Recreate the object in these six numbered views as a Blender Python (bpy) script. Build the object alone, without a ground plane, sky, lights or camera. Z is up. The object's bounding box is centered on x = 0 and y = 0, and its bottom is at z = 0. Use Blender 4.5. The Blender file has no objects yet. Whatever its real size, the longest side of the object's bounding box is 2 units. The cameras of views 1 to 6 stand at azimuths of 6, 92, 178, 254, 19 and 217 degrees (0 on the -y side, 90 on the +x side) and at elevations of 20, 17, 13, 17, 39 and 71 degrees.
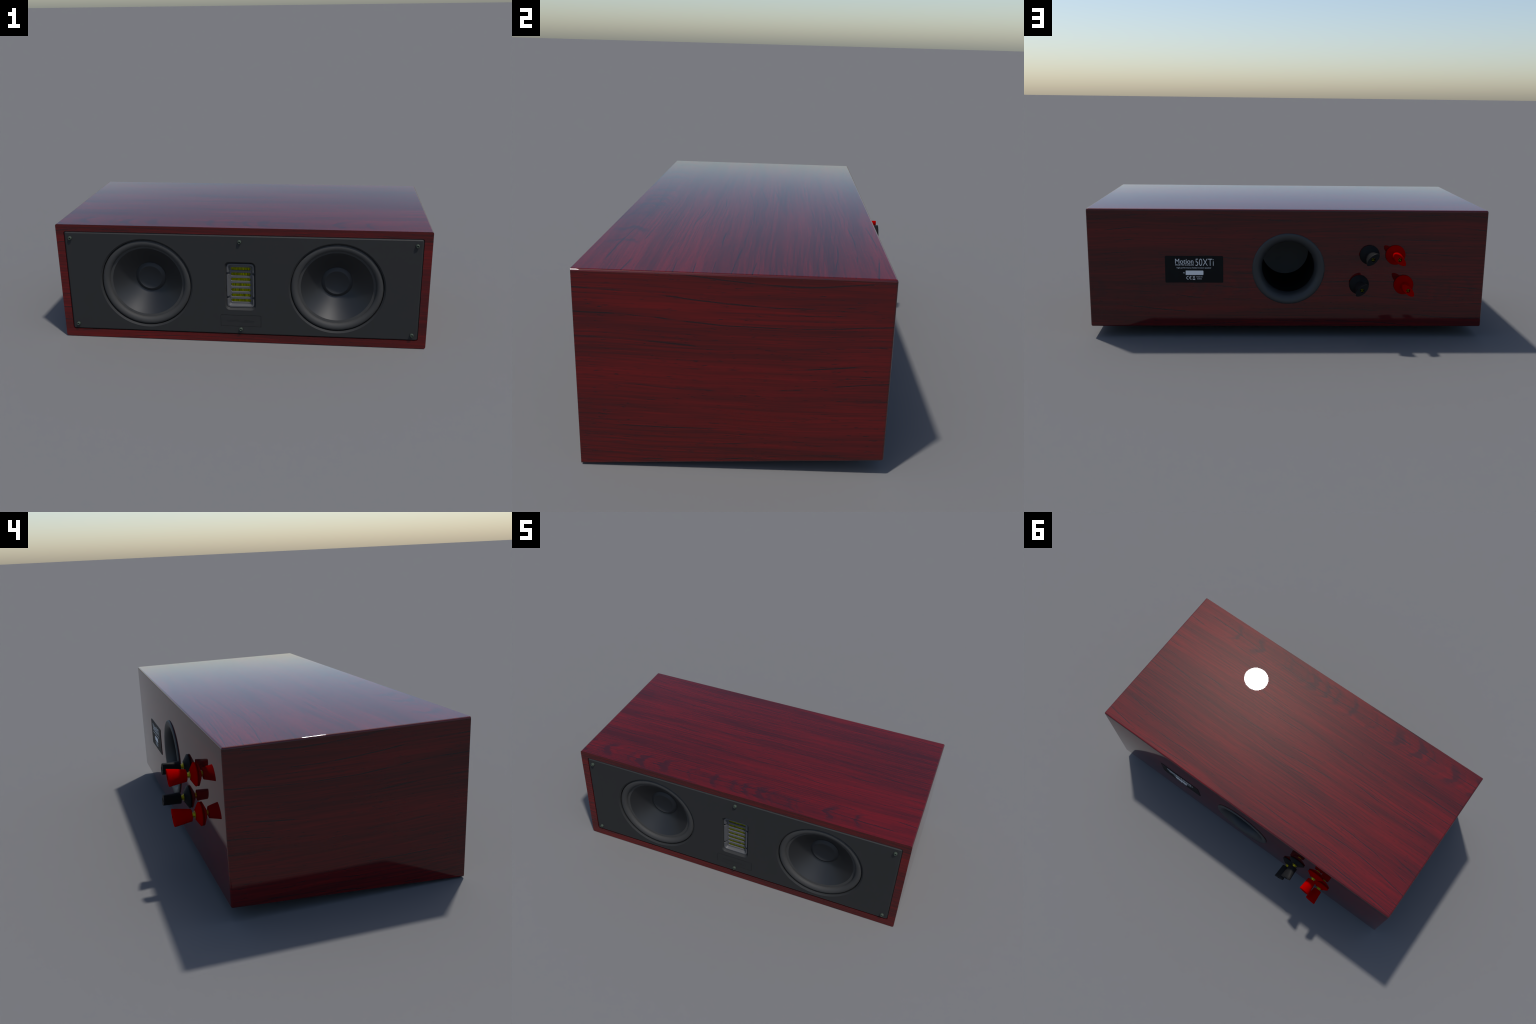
# A wooden centre loudspeaker: wedge-bottomed cherry cabinet, charcoal baffle with two cone woofers
# and a folded-ribbon tweeter, bass-reflex port, rating plate and four binding posts on the back.
import bpy, bmesh, math
from mathutils import Matrix, Vector

# ------------------------------------------------------------------ dimensions (metres)
HALF_W   = 1.0
Y_FRONT  = -0.5345     # face of the wooden front frame
Y_REAR   = 0.4315
Z_TOP    = 0.6612
Z_REAR   = 0.0550      # the bottom climbs towards the back
Y_PANEL  = -0.5375     # face of the charcoal baffle, a little proud of the frame
TIP      = 0.5495      # front pins and rear knobs reach +-TIP
MID_Z    = 0.332       # driver axis
WOOFER_X = 0.518

scene_col = bpy.context.scene.collection

# ------------------------------------------------------------------ helpers
def link(ob):
    scene_col.objects.link(ob)
    return ob

def new_object(name, mesh, parent=None, loc=(0, 0, 0), mats=()):
    ob = bpy.data.objects.new(name, mesh)
    ob.location = loc
    for m in mats:
        if m.name not in [s.name for s in mesh.materials if s]:
            mesh.materials.append(m)
    if parent is not None:
        ob.parent = parent
    return link(ob)

def mesh_from_bm(bm, name):
    bmesh.ops.recalc_face_normals(bm, faces=bm.faces)
    me = bpy.data.meshes.new(name)
    bm.to_mesh(me)
    bm.free()
    return me

def smooth(me, angle=35):
    for p in me.polygons:
        p.use_smooth = True
    me.set_sharp_from_angle(angle=math.radians(angle))
    return me

def lathe(profile, segs=72, name="lathe", closed=False):
    """Revolve (radius, y) points about the local y axis."""
    bm = bmesh.new()
    rings = []
    for r, y in profile:
        if r < 1e-6:
            rings.append([bm.verts.new((0, y, 0))])
        else:
            rings.append([bm.verts.new((r * math.cos(2 * math.pi * i / segs), y,
                                        r * math.sin(2 * math.pi * i / segs))) for i in range(segs)])
    pairs = list(zip(rings, rings[1:]))
    if closed:
        pairs.append((rings[-1], rings[0]))
    for a, b in pairs:
        for i in range(segs):
            j = (i + 1) % segs
            if len(a) == 1 and len(b) == 1:
                continue
            if len(a) == 1:
                bm.faces.new((a[0], b[i], b[j]))
            elif len(b) == 1:
                bm.faces.new((a[i], a[j], b[0]))
            else:
                bm.faces.new((a[i], a[j], b[j], b[i]))
    return mesh_from_bm(bm, name)

def rounded_rect(hw, hh, r, n=6):
    """Outline of a rounded rectangle in (x, z), counter-clockwise."""
    pts = []
    for cx, cz, a0 in ((hw - r, hh - r, 0), (-hw + r, hh - r, 90), (-hw + r, -hh + r, 180), (hw - r, -hh + r, 270)):
        for k in range(n + 1):
            a = math.radians(a0 + 90 * k / n)
            pts.append((cx + r * math.cos(a), cz + r * math.sin(a)))
    return pts

def loft(sections, name, cap=(True, True)):
    """sections: list of (y, [(x, z), ...]) with equal counts."""
    bm = bmesh.new()
    rings = [[bm.verts.new((x, y, z)) for x, z in pts] for y, pts in sections]
    n = len(rings[0])
    for a, b in zip(rings, rings[1:]):
        for i in range(n):
            j = (i + 1) % n
            bm.faces.new((a[i], a[j], b[j], b[i]))
    if cap[0]:
        bm.faces.new(rings[0])
    if cap[1]:
        bm.faces.new(rings[-1])
    return mesh_from_bm(bm, name)

def offset_mesh(me, v):
    me.transform(Matrix.Translation(v))
    return me

def cut(me, cutters):
    """Boolean-subtract closed cutter meshes from a mesh; returns a new mesh."""
    base = link(bpy.data.objects.new("helper_base", me))
    helpers = []
    for c in cutters:
        h = link(bpy.data.objects.new("helper_cutter", c))
        m = base.modifiers.new("cut", 'BOOLEAN')
        m.operation, m.solver, m.object = 'DIFFERENCE', 'EXACT', h
        helpers.append(h)
    dg = bpy.context.evaluated_depsgraph_get()
    out = bpy.data.meshes.new_from_object(base.evaluated_get(dg))
    for h in helpers + [base]:
        bpy.data.objects.remove(h, do_unlink=True)
    return out

def text_mesh(body, x0, x1, z0, z1, depth=0.0004, shear=0.0, thin=0.0, facing_back=True, weight_res=4, space=1.0):
    """Lettering fitted into a box; (x0 left edge, x1 right edge as read)."""
    cu = bpy.data.curves.new("lettering", 'FONT')
    cu.body = body
    cu.size = 1.0
    cu.extrude = 0.01
    cu.shear = shear
    cu.offset = thin
    cu.space_character = space
    cu.resolution_u = weight_res
    ob = link(bpy.data.objects.new("helper_text", cu))
    dg = bpy.context.evaluated_depsgraph_get()
    me = bpy.data.meshes.new_from_object(ob.evaluated_get(dg))
    bpy.data.objects.remove(ob, do_unlink=True)
    xs = [v.co.x for v in me.vertices]
    ys = [v.co.y for v in me.vertices]
    ax, bx, ay, by = min(xs), max(xs), min(ys), max(ys)
    for v in me.vertices:
        s = (v.co.x - ax) / (bx - ax)
        t = (v.co.y - ay) / (by - ay)
        w = (v.co.z + 0.01) / 0.02 * depth
        v.co = (x0 + (x1 - x0) * s, w if facing_back else -w, z0 + (z1 - z0) * t)
    return me

def join(meshes, name):
    bm = bmesh.new()
    for m in meshes:
        bm.from_mesh(m)
    me = bpy.data.meshes.new(name)
    bmesh.ops.recalc_face_normals(bm, faces=bm.faces)
    bm.to_mesh(me)
    bm.free()
    return me

# ------------------------------------------------------------------ materials
class Nodes:
    def __init__(self, name):
        self.mat = bpy.data.materials.new(name)
        self.mat.use_nodes = True
        self.t = self.mat.node_tree
        self.t.nodes.clear()
        self.out = self.t.nodes.new('ShaderNodeOutputMaterial')
        self.bsdf = self.t.nodes.new('ShaderNodeBsdfPrincipled')
        self.t.links.new(self.bsdf.outputs[0], self.out.inputs[0])

    def put(self, sock, v):
        if isinstance(v, bpy.types.NodeSocket):
            self.t.links.new(v, sock)
        elif v is not None:
            sock.default_value = v

    def math(self, op, a, b=None, c=None, clamp=False):
        n = self.t.nodes.new('ShaderNodeMath')
        n.operation, n.use_clamp = op, clamp
        for s, v in zip(n.inputs, (a, b, c)):
            self.put(s, v)
        return n.outputs[0]

    def xyz(self, vec):
        n = self.t.nodes.new('ShaderNodeSeparateXYZ')
        self.put(n.inputs[0], vec)
        return n.outputs

    def combine(self, x, y, z):
        n = self.t.nodes.new('ShaderNodeCombineXYZ')
        for s, v in zip(n.inputs, (x, y, z)):
            self.put(s, v)
        return n.outputs[0]

    def noise(self, vec, scale=1.0, detail=2.0, rough=0.5, dist=0.0):
        n = self.t.nodes.new('ShaderNodeTexNoise')
        self.put(n.inputs['Vector'], vec)
        n.inputs['Scale'].default_value = scale
        n.inputs['Detail'].default_value = detail
        n.inputs['Roughness'].default_value = rough
        n.inputs['Distortion'].default_value = dist
        return n.outputs['Fac']

    def remap(self, v, a, b, lo=0.0, hi=1.0):
        n = self.t.nodes.new('ShaderNodeMapRange')
        n.interpolation_type = 'SMOOTHSTEP'
        for s, x in zip(n.inputs, (v, a, b, lo, hi)):
            self.put(s, x)
        return n.outputs[0]

    def mix(self, f, a, b, mode='MIX'):
        n = self.t.nodes.new('ShaderNodeMix')
        n.data_type, n.blend_type = 'RGBA', mode
        self.put(n.inputs['Factor'], f)
        for s, v in ((n.inputs[6], a), (n.inputs[7], b)):
            self.put(s, (*v, 1) if isinstance(v, tuple) else v)
        return n.outputs[2]

    def coords(self):
        return self.t.nodes.new('ShaderNodeTexCoord').outputs['Object']

    def bump(self, h, strength, dist):
        n = self.t.nodes.new('ShaderNodeBump')
        n.inputs['Strength'].default_value = strength
        n.inputs['Distance'].default_value = dist
        self.put(n.inputs['Height'], h)
        self.put(self.bsdf.inputs['Normal'], n.outputs[0])

    def finish(self, colour, rough, metallic=0.0, ior=1.5, spec=0.5):
        b = self.bsdf.inputs
        self.put(b['Base Color'], (*colour, 1) if isinstance(colour, tuple) else colour)
        self.put(b['Roughness'], rough)
        b['Metallic'].default_value = metallic
        b['IOR'].default_value = ior
        b['Specular IOR Level'].default_value = spec
        return self.mat

def wood(name, along, across, arch_at, seed, arch=0.8):
    """Polished cherry veneer. along/across pick the object axes of the grain; arch_at is the
    across-position of the row of cathedral arches."""
    n = Nodes(name)
    c = n.xyz(n.coords())
    u, v = c[along], c[across]
    # slow wander of the grain lines
    wob = n.noise(n.combine(n.math('MULTIPLY', u, 1.6), n.math('MULTIPLY', v, 3.0), seed), 1.0, 2.0)
    vw = n.math('ADD', v, n.math('MULTIPLY', n.math('SUBTRACT', wob, 0.5), 0.05))
    def streak(su, sv, z, detail=3.0, rough=0.55):
        return n.noise(n.combine(n.math('MULTIPLY', u, su), n.math('MULTIPLY', vw, sv), seed + z), 1.0, detail, rough)
    broad = streak(0.7, 7.0, 3.1, 2.0)
    mid = streak(1.1, 48.0, 7.7, 4.0, 0.62)
    fine = streak(5.0, 210.0, 11.3, 2.0)
    pores = streak(26.0, 300.0, 17.9, 1.0)
    tone = n.math('ADD', n.math('MULTIPLY', n.remap(broad, 0.36, 0.64), 0.55),
                  n.math('MULTIPLY', n.remap(mid, 0.34, 0.66), 0.45))
    col = n.mix(tone, (0.047, 0.0030, 0.0034), (0.116, 0.0026, 0.0031))
    col = n.mix(n.remap(fine, 0.44, 0.72, 0.0, 0.50), col, (0.036, 0.0034, 0.0040))
    col = n.mix(n.remap(fine, 0.44, 0.26, 0.0, 0.45), col, (0.140, 0.0035, 0.0042))
    # growth lines: a sparse dark set and a dense faint set, both wandering and broken
    def field(su, sv, z, detail=1.0):
        return n.noise(n.combine(n.math('MULTIPLY', u, su), n.math('MULTIPLY', v, sv), seed + z), 1.0, detail)
    def lines(per_metre, wander, jitter, wide, thin, z):
        ph = n.math('MULTIPLY', v, per_metre)
        ph = n.math('ADD', ph, n.math('MULTIPLY', field(0.80, 1.5, z), wander))
        ph = n.math('ADD', ph, n.math('MULTIPLY', field(9.0, 40.0, z + 1.3), jitter))
        return n.remap(n.math('PINGPONG', ph, 0.5), wide, thin)
    faint = n.math('MULTIPLY', lines(58.0, 8.0, 0.5, 0.24, 0.04, 23.0), n.remap(field(1.6, 7.0, 27.0, 2.0), 0.42, 0.60))
    col = n.mix(n.math('MULTIPLY', faint, 0.50), col, (0.026, 0.0036, 0.0044))
    bold = n.math('MULTIPLY', lines(15.0, 3.6, 0.09, 0.048, 0.012, 33.0), n.remap(field(4.5, 24.0, 37.0, 3.0), 0.42, 0.56))
    bold = n.math('MULTIPLY', bold, n.remap(field(1.1, 5.0, 43.0), 0.36, 0.52))
    col = n.mix(n.math('MULTIPLY', bold, 0.90), col, (0.013, 0.0050, 0.0064))
    # cathedral arches: nested parabolas with their crowns on one line
    wander = n.noise(n.combine(n.math('MULTIPLY', u, 2.0), seed, 0.0), 1.0, 1.0)
    dv = n.math('SUBTRACT', n.math('SUBTRACT', v, arch_at), n.math('MULTIPLY', n.math('SUBTRACT', wander, 0.5), 0.10))
    rag = n.noise(n.combine(n.math('MULTIPLY', u, 9.0), n.math('MULTIPLY', v, 30.0), seed + 41.0), 1.0, 2.0)
    t = n.math('SUBTRACT', u, n.math('MULTIPLY', n.math('MULTIPLY', dv, dv), 12.0))
    t = n.math('ADD', t, n.math('MULTIPLY', n.math('SUBTRACT', rag, 0.5), 0.10))
    rings = n.noise(n.combine(n.math('MULTIPLY', t, 13.0), seed + 5.0, 0.0), 1.0, 1.0)
    ring = n.math('MULTIPLY', n.remap(rings, 0.46, 0.60), n.remap(rings, 0.84, 0.64))
    mask = n.remap(n.math('ABSOLUTE', dv), 0.085, 0.03)
    mask = n.math('MULTIPLY', mask, n.remap(n.noise(n.combine(n.math('MULTIPLY', u, 1.7), seed + 2.0, 0.0), 1.0, 0.0), 0.30, 0.44))
    col = n.mix(n.math('MULTIPLY', n.math('MULTIPLY', ring, mask), arch), col, (0.022, 0.0050, 0.0075))
    col = n.mix(n.remap(pores, 0.66, 0.74, 0.0, 0.7), col, (0.012, 0.0045, 0.0060))
    return n.finish(col, 0.0, ior=1.5)

def plain(name, colour, rough, metallic=0.0, ior=1.5, spec=0.5, speckle=0.0, scale=400.0):
    n = Nodes(name)
    col = colour
    if speckle:
        f = n.noise(n.coords(), scale, 2.0)
        col = n.mix(n.remap(f, 0.3, 0.7), tuple(x * (1 - speckle) for x in colour),
                    tuple(x * (1 + speckle) for x in colour))
    return n.finish(col, rough, metallic, ior, spec)

WOOD_TOP  = wood("cherry_veneer_top", 0, 1, -0.455, 4.0, 0.72)
WOOD_SIDE = wood("cherry_veneer_side", 1, 2, 0.165, 9.5, 0.0)
WOOD_FACE = wood("cherry_veneer_face", 0, 2, 0.26, 15.2, 0.30)
PANEL  = plain("charcoal_lacquer", (0.0170, 0.0175, 0.0180), 0.70, spec=0.35, speckle=0.08)
BADGE  = plain("charcoal_badge", (0.0165, 0.0170, 0.0175), 0.70, spec=0.35)
RUBBER = plain("surround_rubber", (0.036, 0.036, 0.036), 0.70, spec=0.3)
CONE   = plain("aluminium_cone_black", (0.009, 0.0095, 0.0108), 0.46, spec=0.52)
CAP    = plain("dust_cap_black", (0.020, 0.021, 0.023), 0.55, spec=0.35)
DARK   = plain("dark_void", (0.004, 0.004, 0.004), 0.8, spec=0.1)
GREY   = plain("tweeter_grey", (0.072, 0.073, 0.077), 0.50, spec=0.35)
PIN    = plain("pin_steel", (0.038, 0.051, 0.039), 0.55, spec=0.2)
PORT   = plain("port_plastic", (0.031, 0.0325, 0.034), 0.50, spec=0.4)
PORT_END = plain("port_end_grey", (0.14, 0.142, 0.144), 0.7, spec=0.2)
PLATE  = plain("plate_black", (0.0075, 0.008, 0.0085), 0.5, spec=0.12)
INK    = plain("plate_ink", (0.80, 0.80, 0.80), 0.6, spec=0.2)
GOLD   = plain("gold_plating", (0.55, 0.48, 0.015), 0.35, metallic=0.75)
RED    = plain("red_plastic", (0.32, 0.0, 0.0), 0.6, spec=0.0)
BLACK  = plain("black_plastic", (0.012, 0.012, 0.0125), 0.5, spec=0.05)

def ribbon_material():
    n = Nodes("ribbon_film")
    x = n.xyz(n.coords())
    f = n.noise(n.combine(n.math('MULTIPLY', x[0], 330.0), n.math('MULTIPLY', x[2], 14.0), 0.0), 1.0, 1.0)
    col = n.mix(n.remap(f, 0.35, 0.65), (0.16, 0.165, 0.001), (0.50, 0.50, 0.002))
    return n.finish(col, 0.5, spec=0.2)
RIBBON = ribbon_material()

# ------------------------------------------------------------------ the thing
root = link(bpy.data.objects.new("loudspeaker", None))
root.empty_display_size = 0.2
root["label"] = "wide cherry wood loudspeaker with two black cone woofers"
root["category"] = "speaker"

# ---- cabinet ------------------------------------------------------
EDGE = 0.0085      # edge rounding
CROWN = 0.045      # the lacquered faces shade as if very slightly crowned towards their rounded edges
def pillow_normals(me):
    def span(v, lo, hi):
        return 2 * (v - lo) / (hi - lo) - 1
    out = []
    for p in me.polygons:
        inside = p.center.y > Y_FRONT + 1e-4 and (
            (abs(p.center.x) < 0.9575 and 0.044 < p.center.z < 0.623 and p.center.y < -0.38)
            or (math.hypot(p.center.x, p.center.z - 0.3595) < 0.1745 and abs(p.normal.y) < 0.99)
            or (math.hypot(p.center.x, p.center.z - 0.3595) < 0.1745 and p.center.y < 0.428))
        front = p.normal.y < -0.99 and p.center.y < Y_FRONT + 1e-4
        for vi in p.vertices:
            if inside or front:
                out.append(p.normal.copy())
                continue
            c = me.vertices[vi].co
            floor = Z_REAR * (c.y - Y_FRONT) / (Y_REAR - Y_FRONT)
            # direction from the box shrunk by the edge rounding
            q = Vector((min(max(c.x, -HALF_W + EDGE), HALF_W - EDGE), min(c.y, Y_REAR - EDGE),
                        min(max(c.z, floor + EDGE), Z_TOP - EDGE)))
            d = c - q
            nrm = d.normalized() if d.length > 1e-5 and max(abs(k) for k in p.normal) < 0.995 else p.normal.copy()
            big = max(abs(k) for k in p.normal) > 0.995
            t = Vector((0.95 * span(c.x, -HALF_W, HALF_W), 1.1 * (c.y - Y_FRONT) / (Y_REAR - Y_FRONT) * (1.0 if big else 1.12) - (0.0 if big else 0.12), span(c.z, floor, Z_TOP)))
            t -= nrm * t.dot(nrm)
            out.append((nrm + CROWN * (1.4 if nrm.y > 0.8 else 1.0) * t).normalized())
    for p in me.polygons:
        p.use_smooth = True
    me.normals_split_custom_set(out)
def build_cabinet():
    bm = bmesh.new()
    sec = [(Y_FRONT, 0.0), (Y_REAR, Z_REAR), (Y_REAR, Z_TOP), (Y_FRONT, Z_TOP)]
    lo = [bm.verts.new((-HALF_W, y, z)) for y, z in sec]
    hi = [bm.verts.new((HALF_W, y, z)) for y, z in sec]
    for i in range(4):
        j = (i + 1) % 4
        bm.faces.new((lo[i], lo[j], hi[j], hi[i]))
    bm.faces.new(lo)
    bm.faces.new(hi)
    edges = [e for e in bm.edges if not all(abs(v.co.y - Y_FRONT) < 1e-6 for v in e.verts)]
    bmesh.ops.bevel(bm, geom=edges, offset=EDGE, segments=3, profile=0.5, affect='EDGES')
    me = mesh_from_bm(bm, "cabinet_block")
    front = loft([(Y_FRONT - 0.05, rounded_rect(0.957, 0.2885, 0.011)),
                  (-0.385, rounded_rect(0.957, 0.2885, 0.011))], "front_opening")
    offset_mesh(front, (0, 0, 0.33375))
    duct = lathe([(0, -0.02), (0.150, -0.02), (0.150, 0.42), (0.174, 0.425), (0.174, 0.5), (0, 0.5)], 64, "duct_opening")
    offset_mesh(duct, (0, 0, 0.3595))
    me = cut(me, [front, duct])
    me.name = "cabinet"
    me.materials.clear()
    for m in (WOOD_TOP, WOOD_SIDE, WOOD_FACE):
        me.materials.append(m)
    for p in me.polygons:
        a = [abs(k) for k in p.normal]
        p.material_index = 1 if a[0] >= max(a[1], a[2]) - 1e-4 else (2 if a[1] > a[2] else 0)
    pillow_normals(me)
    return me
cabinet = new_object("cabinet", build_cabinet(), root)

# ---- baffle -------------------------------------------------------
PANEL_HH, PANEL_Z = 0.28675, 0.33375
def build_baffle():
    hw = 0.9552
    body = loft([(-0.515, rounded_rect(hw + 0.0015, PANEL_HH + 0.0015, 0.010)),
                 (-0.5270, rounded_rect(hw + 0.0015, PANEL_HH + 0.0015, 0.010)),
                 (-0.5275, rounded_rect(hw, PANEL_HH, 0.010)),
                 (-0.5307, rounded_rect(hw, PANEL_HH, 0.010)),
                 (Y_PANEL, rounded_rect(hw - 0.0075, PANEL_HH - 0.0075, 0.004))], "baffle")
    offset_mesh(body, (0, 0, PANEL_Z))
    cutters = []
    for s in (-1, 1):
        c = lathe([(0, -0.50), (0.249, -0.50), (0.249, -0.5305), (0.2575, Y_PANEL), (0.2575, -0.56), (0, -0.56)], 72, "woofer_hole")
        cutters.append(offset_mesh(c, (s * WOOFER_X, 0, MID_Z)))
    c = loft([(-0.50, rounded_rect(0.0755, 0.129, 0.022)), (-0.523, rounded_rect(0.0755, 0.129, 0.022)),
              (Y_PANEL, rounded_rect(0.0840, 0.1395, 0.026)), (-0.56, rounded_rect(0.0840, 0.1395, 0.026))], "tweeter_hole")
    cutters.append(offset_mesh(c, (0, 0, MID_Z)))
    c = loft([(Y_PANEL + 0.003, rounded_rect(0.1115, 0.0340, 0.004)), (-0.56, rounded_rect(0.1115, 0.0340, 0.004))], "badge_recess")
    cutters.append(offset_mesh(c, (0, 0, 0.1285)))
    return smooth(cut(body, cutters), 25)
baffle = new_object("baffle", build_baffle(), root, mats=[PANEL])
baffle.data.name = "baffle"

# ---- badge --------------------------------------------------------
badge_me = loft([(Y_PANEL + 0.004, rounded_rect(0.1098, 0.0323, 0.003)), (Y_PANEL + 0.0004, rounded_rect(0.1098, 0.0323, 0.003))], "badge")
badge = new_object("badge", offset_mesh(badge_me, (0, 0, 0.1285)), root, mats=[BADGE])
em = text_mesh("MARTIN LOGAN", -0.078, 0.078, 0.1225, 0.1345, depth=0.0009, shear=0.15, facing_back=False)
offset_mesh(em, (0, Y_PANEL + 0.0003, 0))
new_object("badge_lettering", em, badge, mats=[BADGE])

# ---- grille pins --------------------------------------------------
L = TIP - abs(Y_PANEL)       # how far the pin stands out
pin_me = smooth(lathe([(0, -L + 0.007), (0.0042, -L + 0.0065), (0.0048, -L + 0.001), (0.0060, -L), (0.0085, -L + 0.0012),
                       (0.0102, -L + 0.0045), (0.0102, 0.002), (0, 0.002)], 24, "grille_pin"), 50)
for x in (-0.9225, 0.0, 0.9225):
    for z in (0.5855, 0.0795):
        new_object("grille_pin", pin_me, root, (x, Y_PANEL, z), [PIN])

# ---- woofers ------------------------------------------------------
# local y: 0 at the cone's outer edge plane, negative towards the listener
basket_me = smooth(lathe([(0.190, 0.006), (0.262, 0.004), (0.262, 0.010), (0.190, 0.010)], 72, "woofer", closed=True))
roll = [(0.194, 0.0), (0.2075, -0.003)]
for k in range(1, 15):
    a = math.pi * k / 14
    roll.append((0.2270 - 0.0195 * math.cos(a), -0.003 - 0.0170 * math.sin(a) ** 0.85 - 0.006 * k / 14))
roll += [(0.2475, -0.0085), (0.2475, 0.003), (0.200, 0.004), (0.194, 0.003)]
surround_me = smooth(lathe(roll, 80, "surround", closed=True), 40)
CONE_D = 0.080
cone_prof = [(0.1962, 0.0012), (0.1938, 0.0004)]
for k in range(1, 9):
    s = k / 8
    cone_prof.append((0.1935 - 0.1105 * s, 0.0008 + CONE_D * s + 0.003 * math.sin(math.pi * s)))
cone_prof += [(0.060, CONE_D + 0.005), (0.060, CONE_D + 0.009), (0.09, CONE_D + 0.009), (0.196, 0.010)]
cone_me = smooth(lathe(cone_prof, 80, "cone", closed=True), 30)
cap_prof = [(0.0855, CONE_D + 0.004), (0.0845, CONE_D - 0.002), (0.0830, CONE_D - 0.003), (0.0675, CONE_D - 0.013), (0.0655, CONE_D - 0.0133)]
for k in range(1, 8):
    s = 1 - k / 7
    cap_prof.append((0.0655 * s, CONE_D - 0.0133 + 0.014 * (1 - s * s)))
dust_me = smooth(lathe(cap_prof, 64, "dust_cap"), 30)
Y_CONE = -0.5085
for s in (-1, 1):
    w = new_object("woofer", basket_me, root, (s * WOOFER_X, Y_CONE, MID_Z), [DARK])
    new_object("surround", surround_me, w, mats=[RUBBER])
    new_object("cone", cone_me, w, mats=[CONE])
    new_object("dust_cap", dust_me, w, mats=[CAP])

# ---- tweeter ------------------------------------------------------
def build_tweeter_grille():
    """Recessed plate with seven stadium slots."""
    body = loft([(-0.502, rounded_rect(0.0765, 0.130, 0.02)), (-0.509, rounded_rect(0.0765, 0.130, 0.02))], "tweeter_grille")
    cutters = []
    for i in range(7):
        c = loft([(-0.49, rounded_rect(0.0540, 0.0086, 0.0085)), (-0.5070, rounded_rect(0.0540, 0.0086, 0.0085)),
                  (-0.5095, rounded_rect(0.0556, 0.0102, 0.0101)), (-0.52, rounded_rect(0.0556, 0.0102, 0.0101))], "slot")
        cutters.append(offset_mesh(c, (0, 0, (i - 3) * 0.0308)))
    return smooth(offset_mesh(cut(body, cutters), (0, 0, MID_Z - 0.002)), 30)
def build_tweeter_frame():
    """Raised lip round the plate, notched twice on each side."""
    ring_o, ring_i = rounded_rect(0.0750, 0.1270, 0.020), rounded_rect(0.0590, 0.1110, 0.010)
    bm = bmesh.new()
    layers = [(-0.505, ring_o), (-0.5245, ring_o), (-0.5265, rounded_rect(0.0735, 0.1255, 0.0185)),
              (-0.5265, rounded_rect(0.0670, 0.1180, 0.0135)), (-0.5125, ring_i), (-0.505, ring_i)]
    rings = [[bm.verts.new((x, y, z)) for x, z in pts] for y, pts in layers]
    n = len(ring_o)
    for a, b in zip(rings, rings[1:] + rings[:1]):
        for i in range(n):
            j = (i + 1) % n
            bm.faces.new((a[i], a[j], b[j], b[i]))
    body = mesh_from_bm(bm, "tweeter_frame")
    cutters = []
    for sx in (-1, 1):
        for sz in (-1, 1):
            c = loft([(-0.5092, rounded_rect(0.0125, 0.0085, 0.001)), (-0.53, rounded_rect(0.012, 0.0080, 0.001))], "notch")
            cutters.append(offset_mesh(c, (sx * 0.0715, 0, sz * 0.0700)))
    return smooth(offset_mesh(cut(body, cutters), (0, 0, MID_Z - 0.001)), 30)
tweeter = new_object("tweeter", build_tweeter_grille(), root, mats=[GREY])
new_object("tweeter_frame", build_tweeter_frame(), tweeter, mats=[GREY])
# pleated diaphragm: a zig-zag sheet with vertical folds
bm = bmesh.new()
prev = None
for i in range(61):
    x = -0.060 + 0.120 * i / 60
    y = -0.5010 + (0.0035 if i % 2 else 0.0)
    pair = (bm.verts.new((x, y, MID_Z - 0.118)), bm.verts.new((x, y, MID_Z + 0.114)))
    if prev:
        bm.faces.new((prev[0], pair[0], pair[1], prev[1]))
    prev = pair
new_object("diaphragm", mesh_from_bm(bm, "diaphragm"), tweeter, mats=[RIBBON])

# ---- reflex port --------------------------------------------------
flare = [(0.174, -0.006), (0.1815, -0.001), (0.1825, 0.002), (0.1810, 0.005), (0.1765, 0.0074), (0.170, 0.0082)]
for k in range(1, 11):
    a = math.pi / 2 * k / 10
    flare.append((0.170 - 0.036 * math.sin(a), 0.0082 - 0.045 * (1 - math.cos(a))))
flare += [(0.1325, -0.12), (0.1315, -0.4295), (0.1345, -0.4295), (0.1360, -0.10), (0.142, -0.03)]
port = new_object("reflex_port", smooth(lathe(flare, 72, "reflex_port", closed=True), 40), root, (0, Y_REAR, 0.3595), [PORT])
tube_black = lathe([(0.1328, -0.055), (0.1312, -0.12), (0.1303, -0.4290)], 72, "duct")
new_object("duct", smooth(tube_black), port, mats=[DARK])
end = lathe([(0, -0.4270), (0.1305, -0.4270), (0.1305, -0.4300), (0, -0.4300)], 72, "duct_end")
new_object("duct_end", end, port, mats=[PORT_END])

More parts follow.
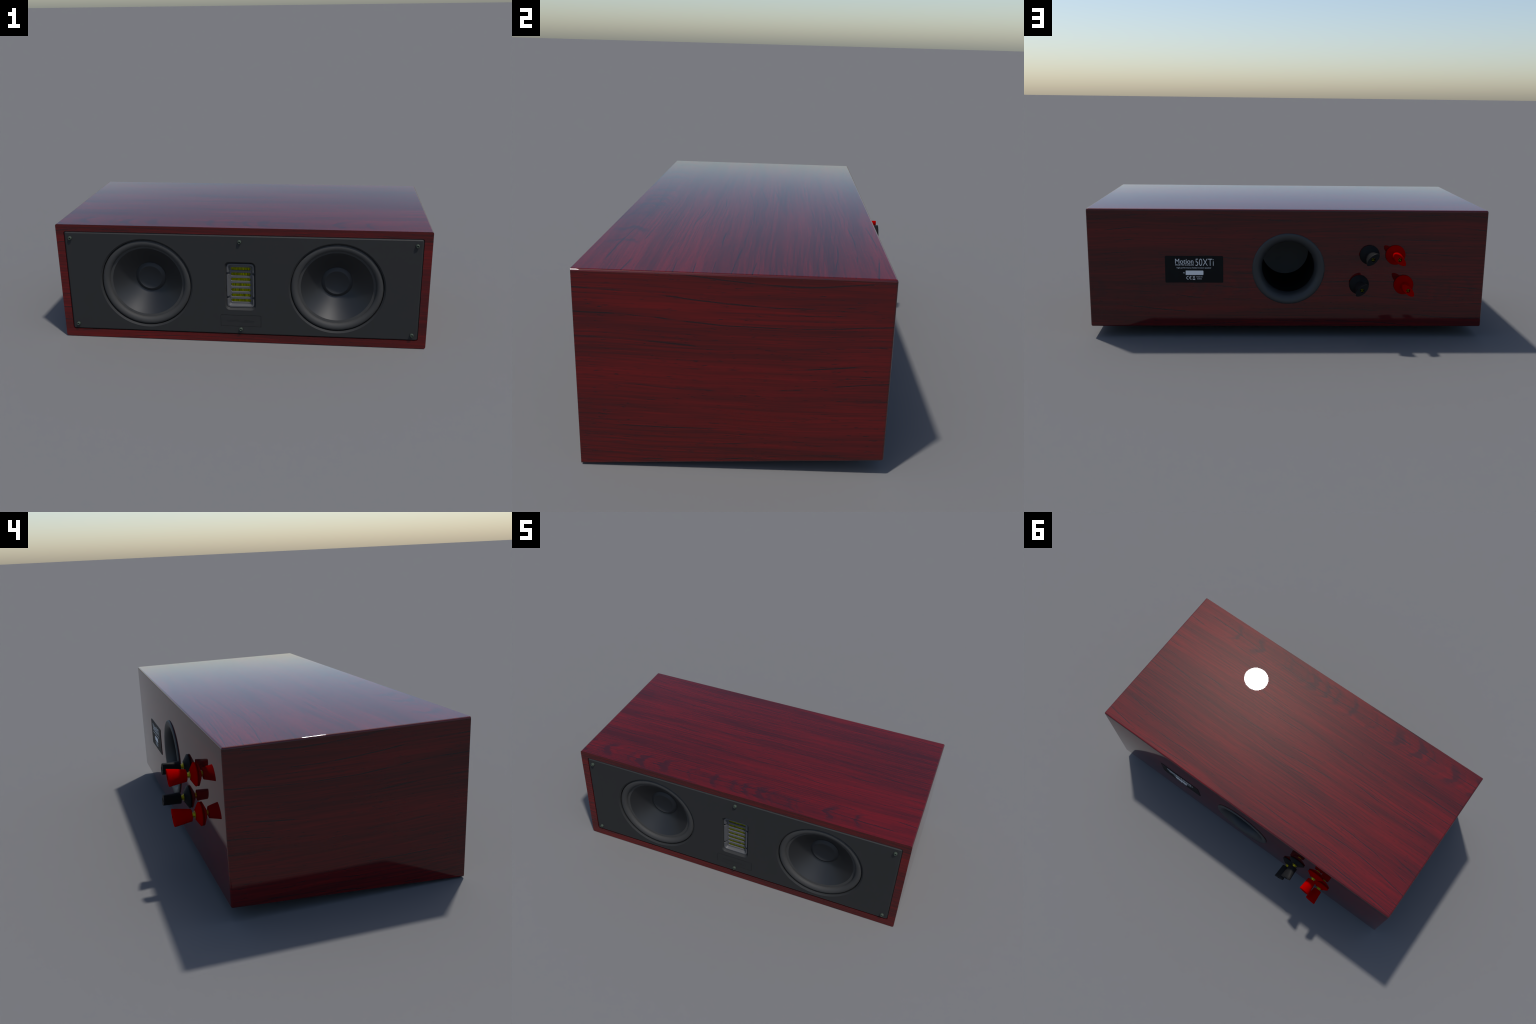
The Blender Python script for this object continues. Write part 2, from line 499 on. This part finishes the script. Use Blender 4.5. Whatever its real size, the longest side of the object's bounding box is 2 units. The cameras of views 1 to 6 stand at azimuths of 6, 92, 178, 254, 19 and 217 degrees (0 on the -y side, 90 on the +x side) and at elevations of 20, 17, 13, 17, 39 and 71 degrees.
# ---- rating plate -------------------------------------------------
plate_me = loft([(Y_REAR - 0.002, rounded_rect(0.1450, 0.0688, 0.006)), (Y_REAR + 0.0012, rounded_rect(0.1450, 0.0688, 0.006)),
                 (Y_REAR + 0.0018, rounded_rect(0.1444, 0.0682, 0.0055))], "rating_plate")
plate = new_object("rating_plate", offset_mesh(plate_me, (0.4733, 0, 0.3558)), root, mats=[PLATE])
Y_INK = Y_REAR + 0.0018
def ink(kind, meshes):
    me = join(meshes, kind)
    offset_mesh(me, (0, Y_INK, 0))
    return new_object(kind, me, plate, mats=[INK])
ink("lettering", [text_mesh("Motion", 0.5675, 0.4765, 0.3850, 0.4100, thin=-0.004)])
ink("lettering", [text_mesh("MARTIN LOGAN", 0.5675, 0.4745, 0.3750, 0.3828, shear=0.2, space=1.15)])
ink("lettering", [text_mesh("50XTi", 0.4665, 0.3760, 0.3745, 0.4110, thin=-0.012)])
ink("lettering", [text_mesh("high-performance folded motion speaker", 0.5600, 0.3875, 0.3590, 0.3675)])
ink("lettering", [text_mesh("SN:", 0.5290, 0.5195, 0.3350, 0.3415)])
ink("lettering", [text_mesh("MADE IN", 0.4630, 0.4330, 0.3145, 0.3200), text_mesh("CHINA", 0.4590, 0.4360, 0.3042, 0.3098)])

def strip(points, width, depth=0.0004):
    """Flat inked stroke along (x, z) points."""
    bm = bmesh.new()
    ring = []
    for i, p in enumerate(points):
        a, b = Vector(points[max(i - 1, 0)]), Vector(points[min(i + 1, len(points) - 1)])
        d = (b - a).normalized()
        nrm = Vector((-d.y, d.x)) * width / 2
        ring.append([bm.verts.new((p[0] + s * nrm.x, y, p[1] + s * nrm.y)) for s, y in ((1, 0), (1, depth), (-1, depth), (-1, 0))])
    for a, b in zip(ring, ring[1:]):
        for k in range(4):
            bm.faces.new((a[k], a[(k + 1) % 4], b[(k + 1) % 4], b[k]))
    bm.faces.new(ring[0])
    bm.faces.new(ring[-1])
    return mesh_from_bm(bm, "stroke")
def arc(cx, cz, r, a0, a1, n=14):
    # as read from behind: positive x on the page is -x in the world
    return [(cx - r * math.cos(math.radians(a0 + (a1 - a0) * i / n)), cz + r * math.sin(math.radians(a0 + (a1 - a0) * i / n))) for i in range(n + 1)]
# conformity mark: C and E drawn from circle arcs
R = 0.0078
ink("conformity_mark", [strip(arc(0.5035, 0.3125, R, 78, 282), 0.0026), strip(arc(0.4888, 0.3125, R, 78, 282), 0.0026),
                        strip([(0.4960, 0.3125), (0.4895, 0.3125)], 0.0024)])
# crossed-out bin with a bar below
ink("bin_mark", [strip([(0.4815, 0.3222), (0.4690, 0.3080)], 0.0012), strip([(0.4690, 0.3222), (0.4815, 0.3080)], 0.0012),
                 strip([(0.4800, 0.3200), (0.4705, 0.3200)], 0.0016), strip([(0.4790, 0.3195), (0.4775, 0.3085), (0.4728, 0.3085), (0.4715, 0.3195)], 0.0009),
                 strip([(0.4815, 0.3035), (0.4690, 0.3035)], 0.0034)])
# blank serial field with two clipped corners
field = [(0.5158, 0.3278), (0.5158, 0.3492), (0.5150, 0.3498), (0.4295, 0.3498), (0.4272, 0.3470), (0.4272, 0.3302), (0.4290, 0.3272), (0.5150, 0.3272)]
bm = bmesh.new()
lo = [bm.verts.new((x, 0, z)) for x, z in field]
hi = [bm.verts.new((x, 0.0004, z)) for x, z in field]
for i in range(len(field)):
    j = (i + 1) % len(field)
    bm.faces.new((lo[i], lo[j], hi[j], hi[i]))
bm.faces.new(hi)
bm.faces.new(lo)
ink("serial_field", [mesh_from_bm(bm, "serial_field")])

# ---- binding posts ------------------------------------------------
LEN = TIP - Y_REAR
collar_me = smooth(lathe([(0, 0.0), (0.0475, 0.0), (0.0485, 0.0015), (0.0500, 0.0035), (0.0502, 0.0062), (0.0490, 0.0085),
                          (0.0215, 0.0260), (0.0195, 0.0268), (0, 0.0268)], 40, "binding_post"), 30)
stem_prof = [(0, 0.024), (0.0165, 0.024), (0.0165, 0.0282), (0.0150, 0.0288), (0.0080, 0.0288), (0.0080, 0.0312), (0.0125, 0.0314),
             (0.0125, 0.0340), (0.0075, 0.0342), (0.0075, 0.0368), (0.0120, 0.0370), (0.0120, 0.0440), (0, 0.0440)]
stem_me = smooth(lathe(stem_prof, 20, "stem"), 30)
def build_knob(tilt):
    """Round at the stem, drawn out to a flat spade at the tip, with a socket in the end."""
    n, y0, y1 = 40, 0.0400, LEN
    sections = []
    def ring(s, shrink=0.0):
        e = s ** 0.9
        pts = []
        for i in range(n):
            a = 2 * math.pi * i / n
            ca, sa = math.cos(a), math.sin(a)
            px = (0.0255 + (0.0410 - 0.0255) * e) * ca
            pz = (0.0255 + (0.0190 - 0.0255) * e) * math.copysign(abs(sa) ** (1 + 0.25 * e), sa)
            k = 1 - shrink / max(math.hypot(px, pz), 1e-6)
            px, pz = px * k, pz * k
            c, d = math.cos(tilt), math.sin(tilt)
            pts.append((px * c - pz * d, px * d + pz * c))
        return pts
    def circle(r):
        pts = []
        for i in range(n):
            a = 2 * math.pi * i / n + tilt
            pts.append((r * math.cos(a), r * math.sin(a)))
        return pts
    sections.append((y0, ring(0, 0.004)))
    sections.append((y0 + 0.002, ring(0)))
    for k in range(1, 8):
        s = k / 7
        sections.append((y0 + 0.002 + (y1 - y0 - 0.0035) * s, ring(s)))
    sections.append((y1, ring(1, 0.0012)))
    sections.append((y1, circle(0.0105)))
    sections.append((y1 - 0.024, circle(0.0100)))
    return smooth(loft(sections, "knob"), 40)
KNOBS = {'red': build_knob(math.radians(45)), 'black': build_knob(math.radians(-45))}
sock_prof = [(0.0062, -0.004), (0.0088, -0.004), (0.0088, -0.020), (0.0062, -0.020)]
socket_me = smooth(lathe(sock_prof, 20, "socket", closed=True))
# four little spring leaves make the gold dots seen inside the socket
leaf_meshes = []
for k in range(4):
    a = math.pi / 4 + k * math.pi / 2
    leaf_meshes.append(offset_mesh(lathe([(0, -0.006), (0.0020, -0.007), (0.0020, -0.023), (0, -0.023)], 8, "contact"),
                                   (0.0065 * math.cos(a), 0, 0.0065 * math.sin(a))))
leaf_meshes.append(lathe([(0, -0.010), (0.0018, -0.011), (0.0018, -0.023), (0, -0.023)], 8, "contact"))
contact_me = join(leaf_meshes, "contact")
CX = -0.4733
for dx, z, kind in ((0.0655, 0.4345, 'black'), (-0.0655, 0.4345, 'red'), (0.1137, 0.2795, 'black'), (-0.1137, 0.2795, 'red')):
    skin = RED if kind == 'red' else BLACK
    cme, kme = collar_me.copy(), KNOBS[kind]
    post = new_object("binding_post", cme, root, (CX + dx, Y_REAR, z), [skin])
    new_object("stem", stem_me, post, mats=[GOLD])
    new_object("knob", kme, post, mats=[skin])
    new_object("contact", contact_me, post, (0, LEN, 0), [GOLD])
